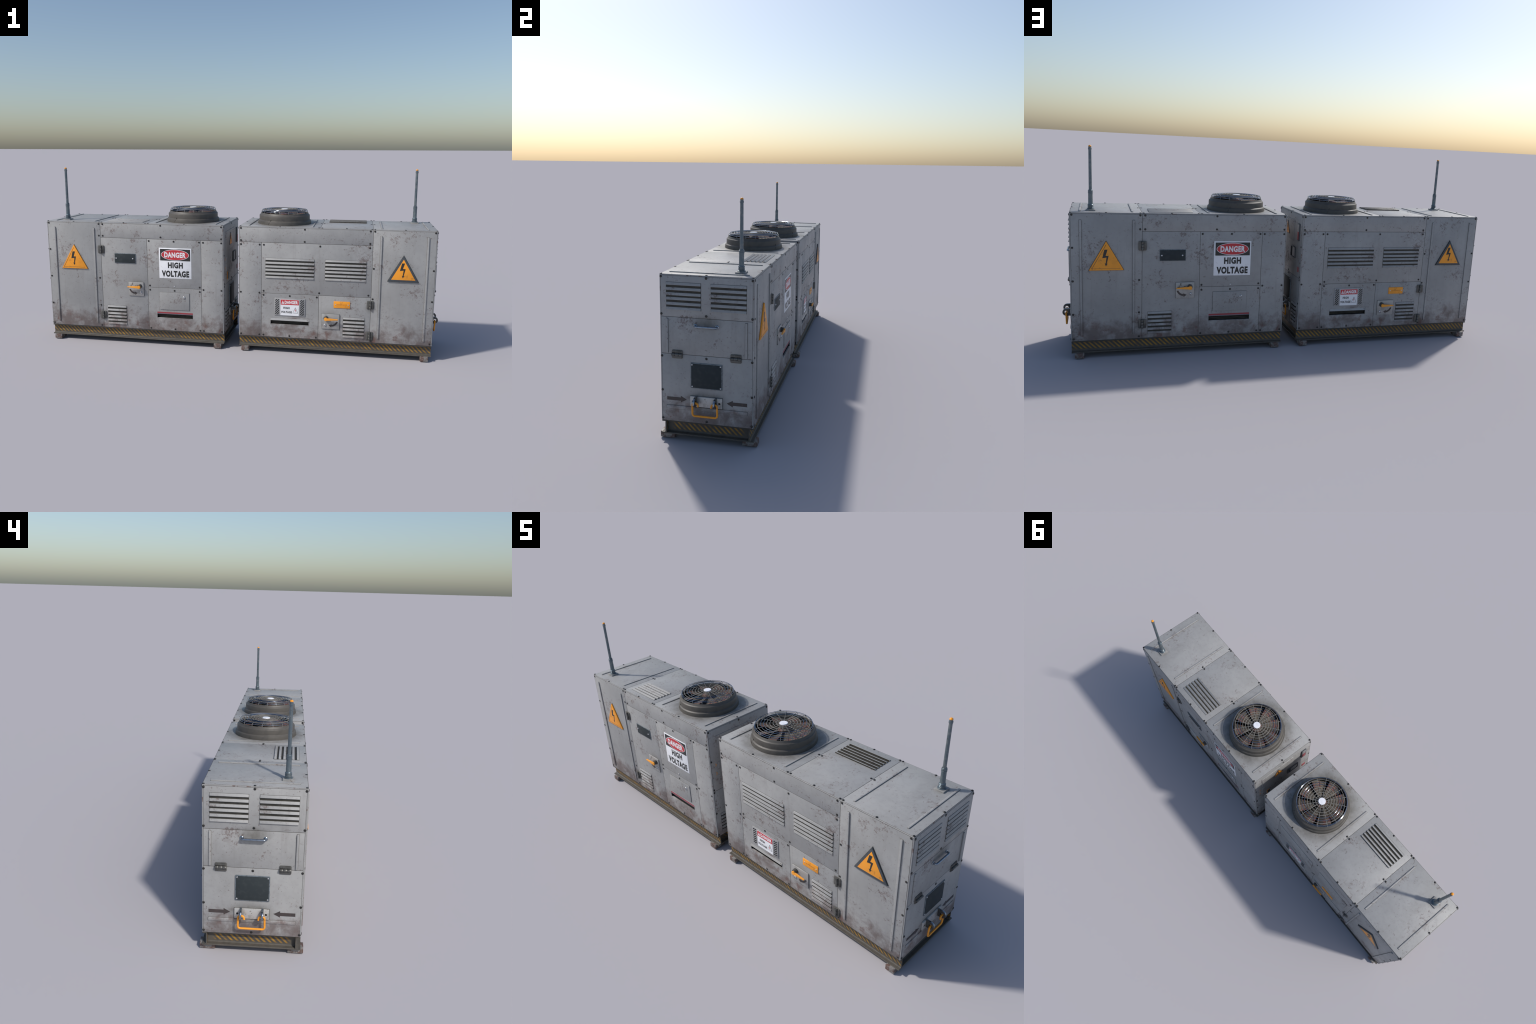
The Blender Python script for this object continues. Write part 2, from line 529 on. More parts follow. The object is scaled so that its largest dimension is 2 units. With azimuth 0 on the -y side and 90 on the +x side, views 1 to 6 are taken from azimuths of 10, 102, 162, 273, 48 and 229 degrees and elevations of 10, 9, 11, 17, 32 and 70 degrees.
E = 0.0050                        # margin of frame left visible along the edges
G = 0.0007                        # half a seam
SEAM_A, SEAM_B = 0.1737, -0.0707
XL, XR = -HX + E, HX - E
PANELS = {
    'front': [(XL, 0.5425, SEAM_A, ZT - 0.0046), (XL, ZB + 0.001, -0.3490, 0.5425), (-0.3490, 0.2945, SEAM_A, 0.5425),
              (-0.3490, ZB + 0.001, -0.0710, 0.2945), (-0.0710, ZB + 0.001, SEAM_A, 0.2945), (SEAM_A, ZB + 0.001, XR, ZT - 0.0046)],
    'back': [(-SEAM_A, 0.5415, -XL, ZT - 0.0046), (0.3480, ZB + 0.001, -XL, 0.5415), (0.0705, 0.2965, 0.3480, 0.5415),
             (0.0705, ZB + 0.001, 0.3480, 0.2965), (-SEAM_A, ZB + 0.001, 0.0705, 0.5415), (-XR, ZB + 0.001, -SEAM_A, ZT - 0.0046)],
    'outer': [(-HY + E, 0.4650, HY - E, ZT - 0.0046), (-HY + E, 0.3290, HY - E, 0.4650), (-HY + E, ZB + 0.001, HY - E, 0.3290)],
    'inner': [(-HY + E, 0.3200, HY - E, ZT - 0.0046), (-HY + E, ZB + 0.001, HY - E, 0.3200)],
    'top': [(-HX + 0.002, -HY + 0.002, SEAM_B, HY - 0.002), (SEAM_B, -HY + 0.002, SEAM_A, HY - 0.002), (SEAM_A, -HY + 0.002, HX - 0.002, HY - 0.002)],
}
panels = {}
for face, plan in PANELS.items():
    us = [p[0] for p in plan] + [p[2] for p in plan]
    vs = [p[1] for p in plan] + [p[3] for p in plan]
    g = 0.0002
    plate('seam_dark_sheet', face, rect(min(us) - g, min(vs) - g, max(us) + g, max(vs) + g), -P_T - 0.0006, -P_T + 0.0002, GAP, housing, 0)  # dark sheet under the panels, seen as thin dark lines in the joints
    panels[face] = []
    for u0, v0, u1, v1 in plan:
        panels[face].append(plate('panel', face, rect(u0 + G, v0 + G, u1 - G, v1 - G), -P_T - 0.0006, 0.0, PAINT, housing, 0.0007))
seam_sheets = {f: [o for o, _ in UNIT if o.name.startswith('seam_dark_sheet')][i] for i, f in enumerate(PANELS)}

# letter slots cut through the panels on both long sides
SLOT_F = (-0.3030, 0.1400, -0.1172, 0.1703)
SLOT_B = (0.1158, 0.1385, 0.3016, 0.1715)
for ob in (panels['front'][3], seam_sheets['front'], housing):
    carve(ob, (SLOT_F[0], -HY - 0.01, SLOT_F[1]), (SLOT_F[2], -HY + 0.02, SLOT_F[3]))
for ob in (panels['back'][3], seam_sheets['back'], housing):
    carve(ob, (-SLOT_B[2], HY - 0.02, SLOT_B[1]), (-SLOT_B[0], HY + 0.01, SLOT_B[3]))


# pressed ribs
def rib(face, u0, v0, u1, v1, h=0.0042):
    r = min(u1 - u0, v1 - v0) * 0.5
    m = 0.0010
    plate('rib_shade_plate', face, round_rect(u0 - m, v0 - m, u1 + m, v1 + m, r * 0.6, 3), -0.0003, 0.0003, EDGE_SHADE, housing, 0)
    plate('rib', face, round_rect(u0, v0, u1, v1, r * 0.6, 3), -0.0002, h, PAINT, housing, 0.0013)


for u in (0.2110, 0.4200):
    rib('front', u - 0.0042, 0.0950, u + 0.0042, 0.5890)
for u in (-0.4190, -0.2082):
    rib('back', u - 0.0042, 0.0950, u + 0.0042, 0.5890)
for u in (0.4215, 0.2125, -0.1092, -0.4158):
    rib('top', u - 0.0036, -0.1485, u + 0.0036, 0.1458, 0.0034)
for u in (-0.1450, 0.1452):
    rib('outer', u - 0.0036, 0.3328, u + 0.0036, 0.4590)
rib('outer', -0.1510, 0.1225, 0.1510, 0.1355, 0.0024)


# louvres: hooded slats over a grimy recess
def louvre(face, u0, v0, u1, v1, count=6, slat=0.0096, out=0.0047):
    m = -0.0007
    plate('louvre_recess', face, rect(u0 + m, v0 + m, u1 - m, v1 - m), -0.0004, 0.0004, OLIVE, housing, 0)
    gaps = [1.0, 1.0, 0.90, 1.0, 0.95, 1.0, 1.0][:count - 1]
    total = (v1 - v0) - slat
    at, tops = 0.0, [0.0]
    for gp in gaps:
        at += gp
        tops.append(at)
    for t in tops:
        top = v1 - total * t / at
        prof = [(top, 0.0002), (top - 0.0006, 0.0016), (top - slat + 0.0012, out), (top - slat, out - 0.0006), (top - slat, 0.0002)]
        bm = bmesh.new()
        a = [bm.verts.new((u0, v, n)) for v, n in prof]
        b = [bm.verts.new((u1, v, n)) for v, n in prof]
        e0, e1 = bm.faces.new(a), bm.faces.new(list(reversed(b)))
        k = len(prof)
        for i in range(k):
            j = (i + 1) % k
            f = bm.faces.new((a[i], a[j], b[j], b[i]))
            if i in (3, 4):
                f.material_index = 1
        ends = [e for e in bm.edges if (e in e0.edges or e in e1.edges)]
        bmesh.ops.bevel(bm, geom=ends, offset=0.0009, segments=2, profile=0.5, affect='EDGES', clamp_overlap=True)
        bm.transform(frame(face, 0, 0))
        add('louvre_slat', to_mesh(bm, 'louvre_slat', 30), [PAINT, OLIVE], housing)


louvre('front', -0.3296, 0.3705, -0.0962, 0.4678)
louvre('front', -0.0440, 0.3700, 0.1468, 0.4682)
louvre('front', 0.0470, 0.0935, 0.1472, 0.1930)
louvre('back', -0.1490, 0.0935, -0.0480, 0.1922)
louvre('outer', -0.1465, 0.4918, -0.0190, 0.5903)
louvre('outer', 0.0175, 0.4922, 0.1452, 0.5903)
louvre('inner', 0.0780, 0.0930, 0.1405, 0.1925)
louvre('inner', -0.1420, 0.0930, -0.0690, 0.1925)
louvre('top', -0.0415, 0.0500, 0.1443, 0.1437, out=0.0056)


# screws, one shared mesh
def screw_mesh(name, r, h, mat, slotted=False):
    bm = lathe_bm([(r * 1.02, -0.0004), (r, h * 0.45), (r * 0.80, h * 0.85), (r * 0.45, h), (0, h * 1.02)], 14)
    me = to_mesh(bm, name, 50)
    me.materials.append(mat)
    if slotted:
        bm = bmesh.new()
        bm.from_mesh(me)
        box_bm((-r * 0.16, -r * 0.7, h * 0.9), (r * 0.16, r * 0.7, h * 1.1), bm=bm)
        for f in bm.faces[-6:]:
            f.material_index = 1
        bm.to_mesh(me)
        bm.free()
        me.materials.append(GAP)
    return me


SCREW_ME = screw_mesh('screw', 0.0045, 0.0019, SCREW)
BOLT_ME = screw_mesh('lock_screw', 0.0070, 0.0040, BRIGHT, True)
RIVET_ME = screw_mesh('rivet', 0.0028, 0.0014, BRIGHT)
SMALL_ME = screw_mesh('light_screw', 0.0036, 0.0024, BRIGHT)


def screws(face, spots, me=SCREW_ME, name='screw', n=0.0, parent=None):
    for u, v in spots:
        add(name, me, None, parent or housing, frame(face, u, v, n, random.uniform(0, 3.1)))


A, B = 0.4505, 0.0838
screws('front', [(-A, 0.6093), (-0.1435, 0.6095), (-A, 0.5510), (-0.1435, 0.5512), (-A, 0.5315), (-0.3590, 0.5315),
                 (-0.3387, 0.5315), (-0.0698, 0.5317), (-0.4515, 0.2952), (-0.3592, 0.2950), (-0.3387, 0.3053),
                 (-0.3387, 0.2848), (-0.2106, 0.2848), (-0.0699, 0.3057), (-0.0809, 0.2846), (-A, B), (-0.3592, B),
                 (-0.3384, B), (-0.2100, B), (-0.0807, B), (0.1605, 0.6096), (0.1804, 0.6094), (0.1604, 0.5517),
                 (0.1607, 0.5316), (0.1808, 0.4345), (0.1612, 0.3051), (0.1810, 0.2885), (A, 0.6095), (A, 0.4345),
                 (A, 0.2882), (A, B), (0.1806, B)])
screws('back', [(-0.4512, 0.6091), (-0.4510, 0.4737), (-0.4510, 0.3334), (-0.4512, 0.1906), (-0.4512, B), (-0.1815, 0.6093),
                (-0.1615, 0.6090), (-0.1821, 0.5509), (-0.1616, 0.5507), (-0.1857, 0.3334), (-0.1857, 0.1910),
                (-0.1856, 0.0835), (0.1423, 0.6092), (0.1421, 0.5513), (0.4495, 0.6095), (0.4493, 0.5516), (0.0804, 0.5316),
                (0.2091, 0.5320), (0.3384, 0.5320), (0.3584, 0.5315), (0.4496, 0.5314), (0.0804, 0.3055), (0.3389, 0.3060),
                (0.0808, 0.2836), (0.2089, 0.2834), (0.3389, 0.2834), (0.3579, 0.2948), (0.4493, 0.2946), (0.0806, B),
                (0.2091, B), (0.3389, B), (0.3574, B), (0.4500, B)])
screws('outer', [(s * 0.1662, v) for s in (-1, 1) for v in (0.6091, 0.4741, 0.3193, 0.1911, 0.0834)]
       + [(0, v) for v in (0.6091, 0.4741, 0.3194, 0.0832)])
screws('inner', [(s * 0.1652, v) for s in (-1, 1) for v in (0.6095, 0.4693, 0.3275, 0.3135, 0.2020, 0.0825)]
       + [(0, v) for v in (0.6090, 0.3275, 0.3135, 0.0820)])
screws('top', [(u, s * 0.1670) for s in (-1, 1) for u in (0.4560, 0.3177, 0.1806, 0.1674, 0.0510, -0.0622, -0.0770, -0.2620, -0.4532)]
       + [(u, -0.0005) for u in (0.4560, 0.1802, 0.1668, -0.0624, -0.0770, -0.4529)])
screws('back', [(0.2090, 0.3056)], SMALL_ME, 'light_screw')


# hinges: two leaves and a barrel, modelled once (barrel along v)
def hinge_mesh(w, h):
    bm = bmesh.new()
    prism_bm(round_rect(-w / 2, -h / 2, w / 2, h / 2, 0.004, 3), 0.0, 0.0030, 0.0009, bm=bm)
    box_bm((-w / 2 + 0.003, -h / 2 + 0.003, 0.0028), (-0.006, h / 2 - 0.003, 0.0046), 0.0008, bm=bm)
    box_bm((0.006, -h / 2 + 0.003, 0.0028), (w / 2 - 0.003, h / 2 - 0.003, 0.0046), 0.0008, bm=bm)
    k = 14
    for lo, hi in ((-h / 2 + 0.0005, -h / 6 - 0.0004), (-h / 6 + 0.0004, h / 6 - 0.0004), (h / 6 + 0.0004, h / 2 - 0.0005)):
        c = lathe_bm([(0, lo), (0.0050, lo), (0.0055, lo + 0.0006), (0.0055, hi - 0.0006), (0.0050, hi), (0, hi)], k)
        c.transform(Matrix.Translation((0, 0, 0.0052)) @ Matrix.Rotation(-math.pi / 2, 4, 'X'))
        tmp = bpy.data.meshes.new('tmp')
        c.to_mesh(tmp)
        c.free()
        bm.from_mesh(tmp)
        bpy.data.meshes.remove(tmp)
    return to_mesh(bm, 'hinge')


H_SIDE = hinge_mesh(0.0330, 0.0405)
H_END = hinge_mesh(0.0310, 0.0405)
for face, u, v in (('front', 0.1720, 0.2590), ('front', 0.1722, 0.1078), ('back', -0.1722, 0.4812), ('back', -0.1722, 0.1400)):
    add('hinge', H_SIDE, HINGE, housing, frame(face, u, v))
for u in (-0.1080, 0.1085):
    add('hinge', H_END, HINGE, housing, frame('outer', u, 0.3288, 0, math.pi / 2))


# lightning arrow of the warning triangles, drawn relative to the apex
def bolt(apex, s=1.0):
    pts = [(-0.0071, -0.0345), (0.0055, -0.0345), (-0.0025, -0.0604), (0.0097, -0.0608), (0.0019, -0.0940), (0.0059, -0.0928),
           (-0.0013, -0.1045), (-0.0060, -0.0920), (-0.0022, -0.0930), (0.0012, -0.0676), (-0.0155, -0.0703)]
    return [(apex[0] + x * s, apex[1] + y * s) for x, y in reversed(pts)]


def warning_triangle(face, tri, inner, rim_mat, s=1.0, h=0.006):
    sign = plate('warning_sign', face, tri, -0.0002, h, rim_mat, root, 0.0014)
    c = [sum(p[i] for p in tri) / 3 for i in (0, 1)]
    plate('sign_shade_plate', face, [(c[0] + (u - c[0]) * 1.035, c[1] + (v - c[1]) * 1.035) for u, v in tri], -0.0003, 0.0005, GAP, sign, 0)  # oversized dark triangle, modelled as the shade at the sign's sides
    plate('sign_panel', face, inner, h - 0.0012, h + 0.0004, ORANGE, sign, 0.0003)
    plate('lightning_symbol', face, bolt(tri[0], s), h + 0.0002, h + 0.0008, INK, sign, 0)
    return sign


warning_triangle('front', [(0.3148, 0.5005), (0.2458, 0.3780), (0.3862, 0.3772)],
                 [(0.3150, 0.4835), (0.2612, 0.3876), (0.3704, 0.3870)], SIGN_RIM)
warning_triangle('back', [(-0.3187, 0.5008), (-0.3877, 0.3785), (-0.2483, 0.3785)],
                 [(-0.3190, 0.4858), (-0.3752, 0.3867), (-0.2624, 0.3866)], ORANGE)
# thin dark line round the embossed yellow field
tri_in = [(-0.3190, 0.4862), (-0.3756, 0.3864), (-0.2620, 0.3864)]
line = [(tri_in[i], tri_in[(i + 1) % 3]) for i in range(2)]
polys = []
for (a, b), w in zip(line, (0.0007, 0.0004)):
    d = (Vector(b) - Vector(a)).normalized()
    o = Vector((-d.y, d.x)) * w
    polys.append([(a[0] - o.x, a[1] - o.y), (b[0] - o.x, b[1] - o.y), (b[0] + o.x, b[1] + o.y), (a[0] + o.x, a[1] + o.y)])
back_sign = [o for o, _ in UNIT if o.name.startswith('warning_sign')][1]
joined('sign_groove', 'back', polys, 0.0062, 0.0066, MARK, back_sign)

# --------------------------------------------------- big danger sign on the back
sign = plate('danger_sign', 'back', rect(0.1322, 0.3462, 0.2979, 0.4995), -0.0003, 0.0008, WHITE, root, 0.0002)
plate('sign_header', 'back', rect(0.1381, 0.4359, 0.2931, 0.4940), 0.0006, 0.0012, INK, sign, 0)
plate('header_outline', 'back', ellipse(0.2150, 0.4651, 0.0716, 0.0270), 0.0010, 0.0016, WHITE, sign, 0)
plate('header_oval', 'back', ellipse(0.2150, 0.4651, 0.0695, 0.0250), 0.0014, 0.0020, RED, sign, 0)
lettering('header_lettering', [('DANGER', 0.1600, 0.4515, 0.2705, 0.4785)], 'back', 0.0019, WHITE, sign, 0.044)
lettering('sign_lettering', [('HIGH', 0.1775, 0.3978, 0.2548, 0.4280), ('VOLTAGE', 0.1450, 0.3537, 0.2863, 0.3858)], 'back', 0.0007, INK, sign, 0.056)

# ------------------------------------------------ small danger plate on the front
sign = plate('danger_plate', 'front', rect(-0.2846, 0.1862, -0.1348, 0.2730), -0.0003, 0.0030, SIGNPLATE, root, 0.0008)


def hatching(u0, v0, u1, v1, count, w):
    """diagonal bars clipped to a rectangle"""
    polys = []
    step = (v1 - v0) / count
    rise = u1 - u0
    for i in range(-2, count + 1):
        a = v0 + i * step
        p = [(u0, a), (u1, a + rise), (u1, a + rise + w), (u0, a + w)]
        out = []
        for lo, keep in ((v0, 1), (v1, -1)):
            src, out = (out or p), []
            for k in range(len(src)):
                s, e = src[k], src[(k + 1) % len(src)]
                si, ei = (s[1] - lo) * keep >= 0, (e[1] - lo) * keep >= 0
                if si:
                    out.append(s)
                if si != ei:
                    t = (lo - s[1]) / (e[1] - s[1])
                    out.append((s[0] + (e[0] - s[0]) * t, lo))
            if not out:
                break
        if len(out) > 2:
            polys.append(out)
    return polys


joined('hatching', 'front', hatching(-0.2802, 0.1905, -0.2612, 0.2680, 7, 0.0062) + hatching(-0.1590, 0.1905, -0.1398, 0.2680, 7, 0.0062),
       0.0028, 0.0034, INK, sign)
plate('sign_field', 'front', rect(-0.2545, 0.1880, -0.1650, 0.2672), 0.0028, 0.0036, WHITE, sign, 0)
plate('sign_header', 'front', rect(-0.2535, 0.2415, -0.1660, 0.2662), 0.0034, 0.0041, RED, sign, 0)
lettering('header_lettering', [('DANGER', -0.2342, 0.2460, -0.1700, 0.2618)], 'front', 0.0040, WHITE, sign, 0.042)
plate('alert_symbol', 'front', [(-0.2433, 0.2622), (-0.2500, 0.2460), (-0.2366, 0.2460)], 0.0040, 0.0044, WHITE, sign, 0)
joined('alert_mark', 'front', [rect(-0.2439, 0.2502, -0.2427, 0.2575), rect(-0.2439, 0.2474, -0.2427, 0.2490)], 0.0043, 0.0047, RED, sign)
lettering('sign_lettering', [('HIGH', -0.2405, 0.2203, -0.2100, 0.2312), ('VOLTAGE', -0.2518, 0.1996, -0.1986, 0.2106)], 'front', 0.0035, INK, sign, 0.045)
tri_o = [(-0.1822, 0.2300), (-0.1950, 0.2016), (-0.1690, 0.2016)]
tri_i = [(-0.1821, 0.2266), (-0.1932, 0.2030), (-0.1709, 0.2030)]
plate('symbol_outline', 'front', tri_o, 0.0034, 0.0040, INK, sign, 0)
plate('symbol_field', 'front', tri_i, 0.0038, 0.0044, WHITE, sign, 0)
plate('symbol_spark', 'front', [(-0.1828, 0.2215), (-0.1845, 0.2135), (-0.1825, 0.2138), (-0.1832, 0.2060), (-0.1798, 0.2160),
                                (-0.1814, 0.2160), (-0.1812, 0.2215)], 0.0042, 0.0048, RED, sign, 0)

# yellow rivetted label plate
sign = plate('label_plate', 'front', rect(0.0004, 0.2374, 0.0776, 0.2697), -0.0002, 0.0026, ORANGE, root, 0.0006)
screws('front', [(0.0092, 0.2537), (0.0699, 0.2537)], RIVET_ME, 'rivet', 0.0024, sign)
lettering('label_lettering', [('WARNING', 0.0165, 0.2508, 0.0625, 0.2568)], 'front', 0.0025, ORANGE_MUTED, sign, 0.0)


# ------------------------------------------------------------- rotary main switches
def switch(face, u0, v0, u1, v1, pu, pv, side, lock, lever_len):
    """side: +1 lever points along +u"""
    body = plate('switch', face, rect(u0, v0, u1, v1), -0.0002, 0.0048, SWITCHPLATE, root, 0.0010)
    plate('switch_dark_outline', face, rect(u0 - 0.0010, v0 - 0.0010, u1 + 0.0010, v1 + 0.0010), -0.0003, 0.0003, EDGE_SHADE, body, 0)
    knob = lathe_bm([(0.0112, 0.004), (0.0112, 0.0100), (0.0100, 0.0108), (0.0100, 0.0175), (0.0090, 0.0185), (0, 0.0185)], 28)
    knob.transform(frame(face, pu, pv))
    add('knob', to_mesh(knob, 'knob'), LUG, body)
    pts = []
    r = 0.0082
    for i in range(15):
        t = math.radians(35 + (360 - 70) * i / 14)
        pts.append((r * math.cos(t), r * math.sin(t)))
    pts += [(0.016, -0.0050), (lever_len - 0.001, -0.0020), (lever_len, -0.0012), (lever_len, 0.0012), (lever_len - 0.001, 0.0020), (0.016, 0.0050)]
    if side < 0:
        pts = [(-x, y) for x, y in reversed(pts)]
    bm = prism_bm(pts, 0.0175, 0.0235, 0.0012, place=frame(face, pu, pv - 0.0022))
    add('lever', to_mesh(bm, 'lever'), LEVER, body)
    # curved arrow showing the way to turn
    cu, cv = pu + side * 0.0195, pv - 0.0120
    outer, inner = [], []
    for i in range(9):
        a = math.radians(-8 - 66 * i / 8)
        rr = 0.0338 - 0.0075 * i / 8
        outer.append((cu + side * (rr + 0.0042) * math.cos(a), cv + (rr + 0.0042) * math.sin(a)))
        inner.append((cu + side * (rr - 0.0042) * math.cos(a), cv + (rr - 0.0042) * math.sin(a)))
    # arrow head
    m = ((outer[-1][0] + inner[-1][0]) / 2, (outer[-1][1] + inner[-1][1]) / 2)
    head = [(m[0] - side * 0.0005, m[1] - 0.0085), (m[0] + side * 0.0010, m[1] + 0.0080), (m[0] - side * 0.0135, m[1] + 0.0010)]
    arc = outer + list(reversed(inner))
    if side > 0:
        arc = list(reversed(arc))
    else:
        head = list(reversed(head))
    head = list(reversed(head)) if _area(head) < 0 else head
    arc = list(reversed(arc)) if _area(arc) < 0 else arc
    joined('turn_arrow', face, [arc, head], 0.0046, 0.0052, MARK, body)
    screws(face, [lock], BOLT_ME, 'lock_screw', 0.0046, body)


def _area(p):
    return sum(p[i][0] * p[(i + 1) % len(p)][1] - p[(i + 1) % len(p)][0] * p[i][1] for i in range(len(p)))


switch('front', -0.0550, 0.1327, 0.0296, 0.2060, -0.0342, 0.1862, 1, (-0.0380, 0.1505), 0.058)
switch('back', -0.0312, 0.2488, 0.0487, 0.3198, 0.0290, 0.3000, -1, (0.0345, 0.2672), 0.060)

# dark name plate and hatch on the back
sign = plate('name_plate', 'back', rect(-0.1014, 0.4146, 0.0098, 0.4642), -0.0002, 0.0030, SLATE_RIM, root, 0.0008)
plate('plate_face', 'back', rect(-0.0996, 0.4164, 0.0080, 0.4624), 0.0026, 0.0034, SLATE, sign, 0.0002)
screws('back', [(-0.0925, 0.4390), (-0.0046, 0.4390)], SMALL_ME, 'light_screw', 0.0032, sign)
plate('door_dark_outline', 'back', rect(0.1314, 0.1840, 0.2858, 0.2740), -0.0003, 0.0003, EDGE_SHADE, root, 0)
hatch = plate('hatch_door', 'back', rect(0.1322, 0.1848, 0.2850, 0.2732), -0.0002, 0.0034, PAINT, root, 0.0010)
screws('back', [(0.2585, 0.2503)], BOLT_ME, 'lock_screw', 0.0030, hatch)

# slots: tape / flap, dark slats inside and a bright lower lip
sb = plate('slot_tape', 'back', rect(SLOT_B[0], SLOT_B[3] - 0.0075, SLOT_B[2], SLOT_B[3]), -0.0080, 0.0003, TAPE, root, 0)
plate('slot_band', 'back', rect(SLOT_B[0], SLOT_B[3] - 0.0105, SLOT_B[2], SLOT_B[3] - 0.0073), -0.0080, -0.0003, LILAC, sb, 0)
plate('slot_lip', 'back', rect(SLOT_B[0], SLOT_B[1] - 0.0010, SLOT_B[2], SLOT_B[1] + 0.0020), -0.0060, 0.0006, PAINT, sb, 0.0005)
joined('slot_slats', 'back', [rect(SLOT_B[0] + 0.001, SLOT_B[1] + 0.004 + 0.006 * i, SLOT_B[2] - 0.001, SLOT_B[1] + 0.0075 + 0.006 * i) for i in range(3)],
       -0.0125, -0.0100, OLIVE, sb)
bm = bmesh.new()                  # sloping rain flap over the slot
prof = [(SLOT_F[3] + 0.0004, 0.0002), (SLOT_F[3] - 0.0088, 0.0042), (SLOT_F[3] - 0.0095, 0.0038), (SLOT_F[3] - 0.0095, -0.004), (SLOT_F[3], -0.004)]
ends = [[bm.verts.new((u, v, k)) for v, k in prof] for u in (SLOT_F[0] - 0.0004, SLOT_F[2] + 0.0004)]
bm.faces.new(ends[0])
bm.faces.new(list(reversed(ends[1])))
for i in range(5):
    bm.faces.new((ends[0][i], ends[0][(i + 1) % 5], ends[1][(i + 1) % 5], ends[1][i]))
bm.transform(frame('front', 0, 0))
sf = add('slot_flap', to_mesh(bm, 'slot_flap', 30), SWITCHPLATE, root)  # paler material than the housing, lightened for the skylight on its slope
plate('slot_lip', 'front', rect(SLOT_F[0], SLOT_F[1] - 0.0010, SLOT_F[2], SLOT_F[1] + 0.0010), -0.0060, 0.0006, PAINT, sf, 0.0005)
joined('slot_slats', 'front', [rect(SLOT_F[0] + 0.001, SLOT_F[1] + 0.004 + 0.006 * i, SLOT_F[2] - 0.001, SLOT_F[1] + 0.0075 + 0.006 * i) for i in range(3)],
       -0.0125, -0.0100, OLIVE, sf)

# ------------------------------------------------------------------- outer end
for face in ('outer', 'inner'):
    cu = 0.0 if face == 'outer' else -0.004
    v0, v1 = (0.2072, 0.3018) if face == 'outer' else (0.1900, 0.3005)
    w = 0.0590 if face == 'outer' else 0.0540
    sign = plate('slate_panel', face, round_rect(cu - w, v0, cu + w, v1, 0.003, 3), -0.0002, 0.0030, SLATE_RIM, root, 0.0008)
    plate('panel_face', face, rect(cu - w + 0.003, v0 + 0.0026, cu + w - 0.003, v1 - 0.0026), 0.0026, 0.0034, SLATE, sign, 0.0002)
    screws(face, [(cu + s * (w - 0.0065), v) for s in (-1, 1) for v in (v0 + 0.007, v1 - 0.007)], RIVET_ME, 'rivet', 0.0032, sign)

# grab handle above
hv = 0.4372
path = rounded_path([on('outer', -0.0395, hv, -0.001), on('outer', -0.0395, hv, 0.0128), on('outer', 0.0395, hv, 0.0128), on('outer', 0.0395, hv, -0.001)], 0.007, 5)
handle = add('grab_handle', to_mesh(tube_bm(path, 0.0040, 12), 'grab_handle'), CHROME, root)
for s in (-1, 1):
    bm = lathe_bm([(0.0072, -0.0004), (0.0072, 0.0015), (0.0060, 0.0026), (0.004, 0.0028)], 20)
    bm.transform(frame('outer', s * 0.0395, hv))
    add('handle_rosette', to_mesh(bm, 'handle_rosette'), CHROME, handle)

# direction arrows
for s in (-1, 1):
    pts = [(-0.1490, -0.0062), (-0.0968, -0.0062), (-0.0968, -0.0122), (-0.0745, 0.0), (-0.0968, 0.0122), (-0.0968, 0.0062), (-0.1490, 0.0062)]
    pts = [(-s * u, 0.1605 + v) for u, v in pts]
    if s > 0:
        pts.reverse()
    plate('direction_arrow', 'outer', pts, -0.0002, 0.0006, MARK, root, 0)


